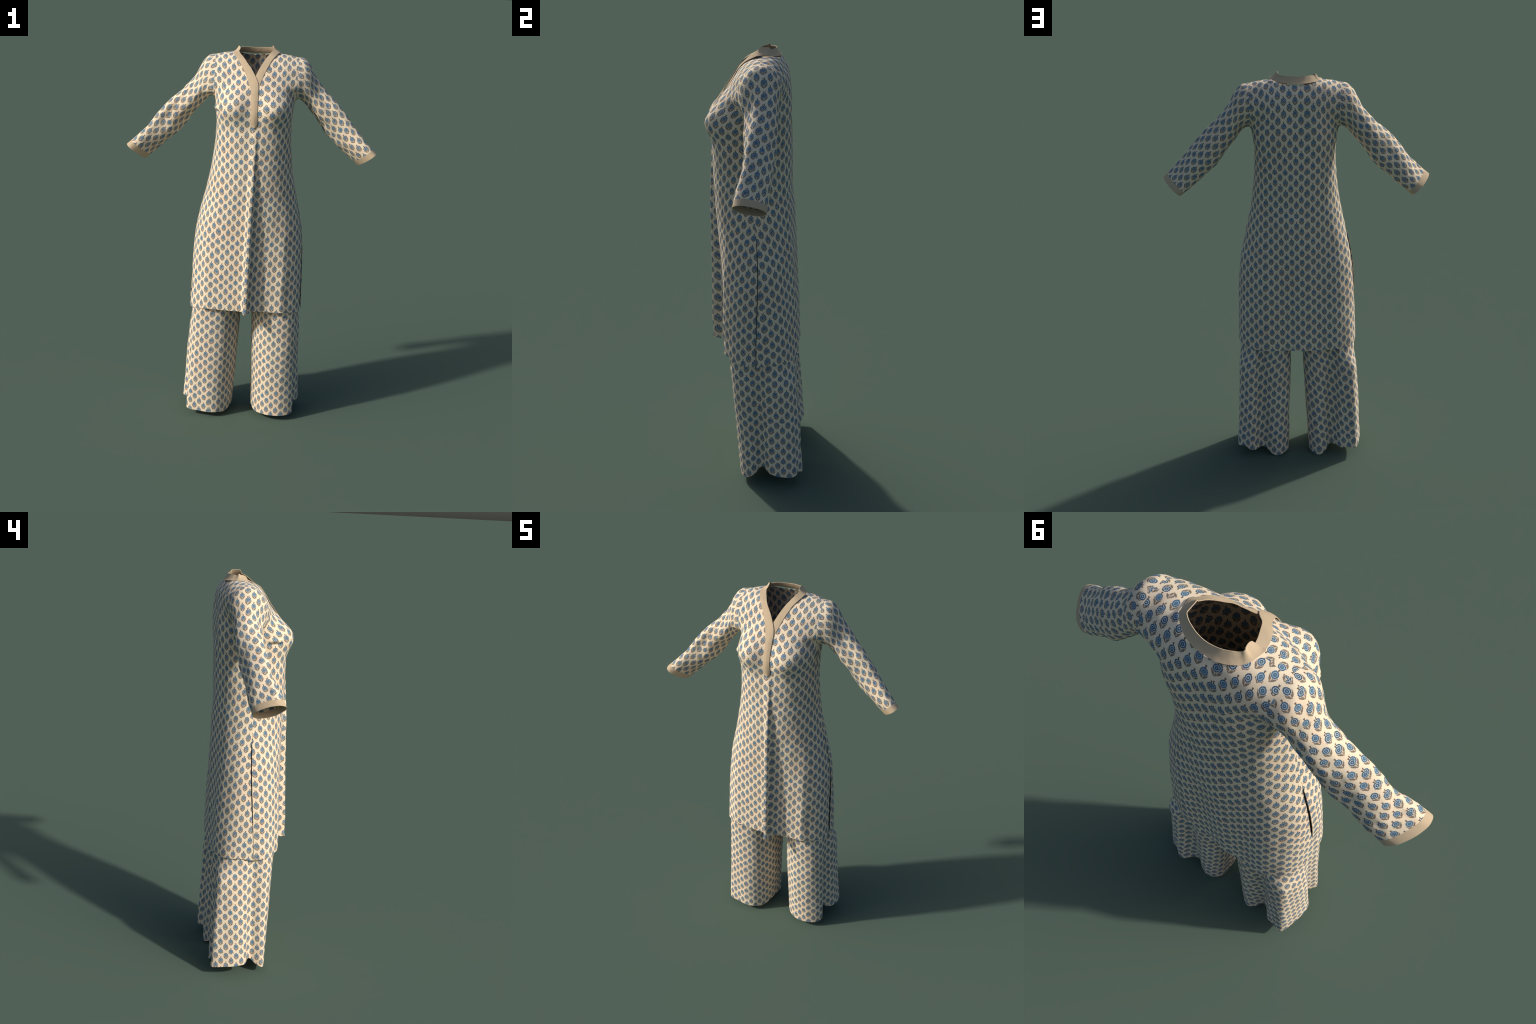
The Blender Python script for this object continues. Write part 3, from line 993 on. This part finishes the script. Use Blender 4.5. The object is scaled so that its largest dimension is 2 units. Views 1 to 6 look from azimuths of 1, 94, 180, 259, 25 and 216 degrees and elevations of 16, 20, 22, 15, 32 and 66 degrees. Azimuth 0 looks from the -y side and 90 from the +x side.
def leg(side):
    pants = Cloth()
    hem, up = (HEM_PLUS, TOP_PLUS) if side > 0 else (HEM_MINUS, TOP_MINUS)
    k = np.arange(len(hem))
    cm = XO
    # hip outline, open on the inner side: keep the order of the control points
    def ring(pts):
        p = np.asarray(pts, float)
        q = np.vstack([p[-3:], p, p[:4]])
        kk = np.arange(-3, len(p) + 4)
        return spline(kk, q, np.arange(LEG_N) * len(p) / LEG_N)
    h, u = ring(hem), ring(up)
    # the raised and dropped hem: back bulges hang lower, the side folds lift
    y, x = h[:, 1], h[:, 0]
    zhem = spline([-0.10, -0.088, -0.06, -0.03, 0.0, 0.05, 0.10, 0.17, 0.21], [0.028, 0.030, 0.036, 0.050, 0.062, 0.066, 0.060, 0.053, 0.048], y)
    inner = np.exp(-((x - (0.055 if side > 0 else -0.045)) / 0.05) ** 2) * smooth(0.20, 0.12, y)
    zhem = zhem - 0.027 * inner
    for (fx, fy, w, dz) in (((0.272, 0.020, 0.025, 0.022), (0.192, 0.174, 0.030, 0.002), (0.295, 0.182, 0.030, 0.014), (0.120, 0.178, 0.062, -0.050)) if side > 0 else
                            ((-0.271, 0.006, 0.020, 0.016), (-0.164, 0.162, 0.022, 0.006), (-0.095, 0.178, 0.058, -0.050), (-0.21, 0.19, 0.025, -0.004))):
        zhem = zhem + dz * np.exp(-((x - fx) ** 2 + (y - fy) ** 2) / w ** 2)
    zhem = np.maximum(zhem, 0.0)
    # hip section: body outline shrunk inside the tunic, seen as one half
    th = np.arctan2(u[:, 1] - 0.04, (u[:, 0] - cm) * side)
    ids, P = [], []
    for r in range(LEG_R + 1):
        t = r / LEG_R
        if t < 0.62:
            f = t / 0.62
            z = zhem * (1 - f) + Z_KNEE * f
            p = h * (1 - f) + u * f
        else:
            f = (t - 0.62) / 0.38
            z = np.full(LEG_N, Z_KNEE * (1 - f) + Z_WAIST * f)
            zc = float(z[0])
            ff = half_section(zc, True)
            hw = float(spline(Z_T, HALF, zc)) * (0.93 - 0.05 * f)
            ys = float(spline(Z_T, SEAM, zc))
            yf, yb = float(spline(Z_T, FRONT, zc)), float(spline(Z_T, BACK, zc))
            c, s_ = np.cos(th), np.sin(th)
            e = 2 / 2.6
            tx = cm + side * np.maximum(hw * np.sign(c) * np.abs(c) ** e, 0.0)
            ty = ys + np.where(s_ > 0, (yb - ys) * 0.93, (ys - yf) * 0.88) * np.sign(s_) * np.abs(s_) ** e
            k = float(smooth(0.0, 0.45, f))
            p = u * (1 - k) + np.c_[tx, ty] * k
            # stay inside the tunic
        P.append(np.c_[p, z])
    P = np.array(P)
    # keep the legs inside the tunic where it covers them
    for r in range(LEG_R + 1):
        zc = float(P[r, :, 2].mean())
        kc = float(smooth(0.48, 0.62, zc))
        if kc <= 0:
            continue
        sec = np.vstack([half_section(max(zc, 0.60), True)[::-1], half_section(max(zc, 0.60), False)])
        c0 = np.array([0.0, 0.04])
        d = sec - c0
        order = np.argsort(np.arctan2(d[:, 1], d[:, 0]))
        tha, rad = np.arctan2(d[:, 1], d[:, 0])[order], np.linalg.norm(d, axis=1)[order]
        e = P[r, :, :2] - c0 - np.array([XO, 0])
        re_ = np.linalg.norm(e, axis=1)
        lim = np.interp(np.arctan2(e[:, 1], e[:, 0]), tha, rad, period=TWO) - 0.0075
        over = np.maximum(re_ - lim, 0) * kc
        P[r, :, :2] -= e / re_[:, None] * over[:, None]
    # gentle irregularity
    for r in range(LEG_R + 1):
        t = r / LEG_R
        if t < 0.56:
            cen = P[r].mean(0)
            for q in range(LEG_N):
                d = P[r, q] - cen
                d[2] = 0
                P[r, q] += d / np.linalg.norm(d) * (0.004 * fbm((P[r, q, 0], P[r, q, 1], P[r, q, 2] * 0.35), 13.0, 20 + side) * min(1, t * 5 + 0.3))
    start = LEG_N * 21 // 26                             # uv origin near the middle of the front
    for r in range(LEG_R + 1):
        row = [pants.vert(p) for p in P[r]]
        ids.append(row + [row[0]])
    uv = np.zeros((LEG_R + 1, LEG_N + 1, 2))
    zc = P[..., 2]
    for r in range(LEG_R + 1):
        loop = np.vstack([P[r], P[r][:1]])
        d = np.r_[0, np.cumsum(np.linalg.norm(np.diff(loop[:, :2], axis=0), axis=1))]
        u_ = (d - d[start])
        # seam on the inner side: columns before the origin run negative
        uv[r, :, 0] = u_ if side > 0 else -u_
        uv[r, :LEG_N, 1] = zc[r] * 1.03
        uv[r, LEG_N, 1] = zc[r, 0] * 1.03
    top_r = int(LEG_R * 0.70)
    ringp = np.concatenate([P, P[:, :1]], axis=1)
    keep0 = uv[int(LEG_R * 0.3), start].copy()
    uv[:top_r] = flatten(ringp[:top_r], uv[:top_r], 1.0, 1.03, 300)
    uv[:top_r] += keep0 - uv[int(LEG_R * 0.3), start]
    uv[..., 0] += 6 * TILE_W + (0.030 if side > 0 else 0.010)
    uv[..., 1] += 4 * TILE_H - 0.337 * 1.03
    pants.grid(ids, "leg", uv, flip=(side > 0))
    return pants.build({"leg": "trouser_leg"}, TROUSERS, {"leg": PRINT})


TROUSERS = empty("trousers", "wide straight cream trousers with blue block-printed flowers", "trousers")
for s in (1, -1):
    leg(s)

# waistband hidden under the tunic
wb = Cloth()
ids, uv = [], []
for r in range(5):
    z = 1.242 + 0.010 * r
    row, ruv = [], []
    for c in range(96):
        a = TWO * c / 96
        hw = float(spline(Z_T, HALF, z)) * 0.885
        ys = float(spline(Z_T, SEAM, z))
        yf, yb = float(spline(Z_T, FRONT, z)), float(spline(Z_T, BACK, z))
        e = 2 / 2.6
        sx, sy = math.copysign(abs(math.cos(a)) ** e, math.cos(a)), math.copysign(abs(math.sin(a)) ** e, math.sin(a))
        row.append(wb.vert((XO + hw * sx, ys + sy * ((yb - ys) * 0.935 if sy > 0 else (ys - yf) * 0.885), z)))
        ruv.append((a * 0.2, z))
    ids.append(row + [row[0]])
    uv.append(ruv + [(TWO * 0.2, z)])
wb.grid(ids, "waistband", uv)
wb.build({"waistband": "waistband"}, TROUSERS, {"waistband": PRINT})
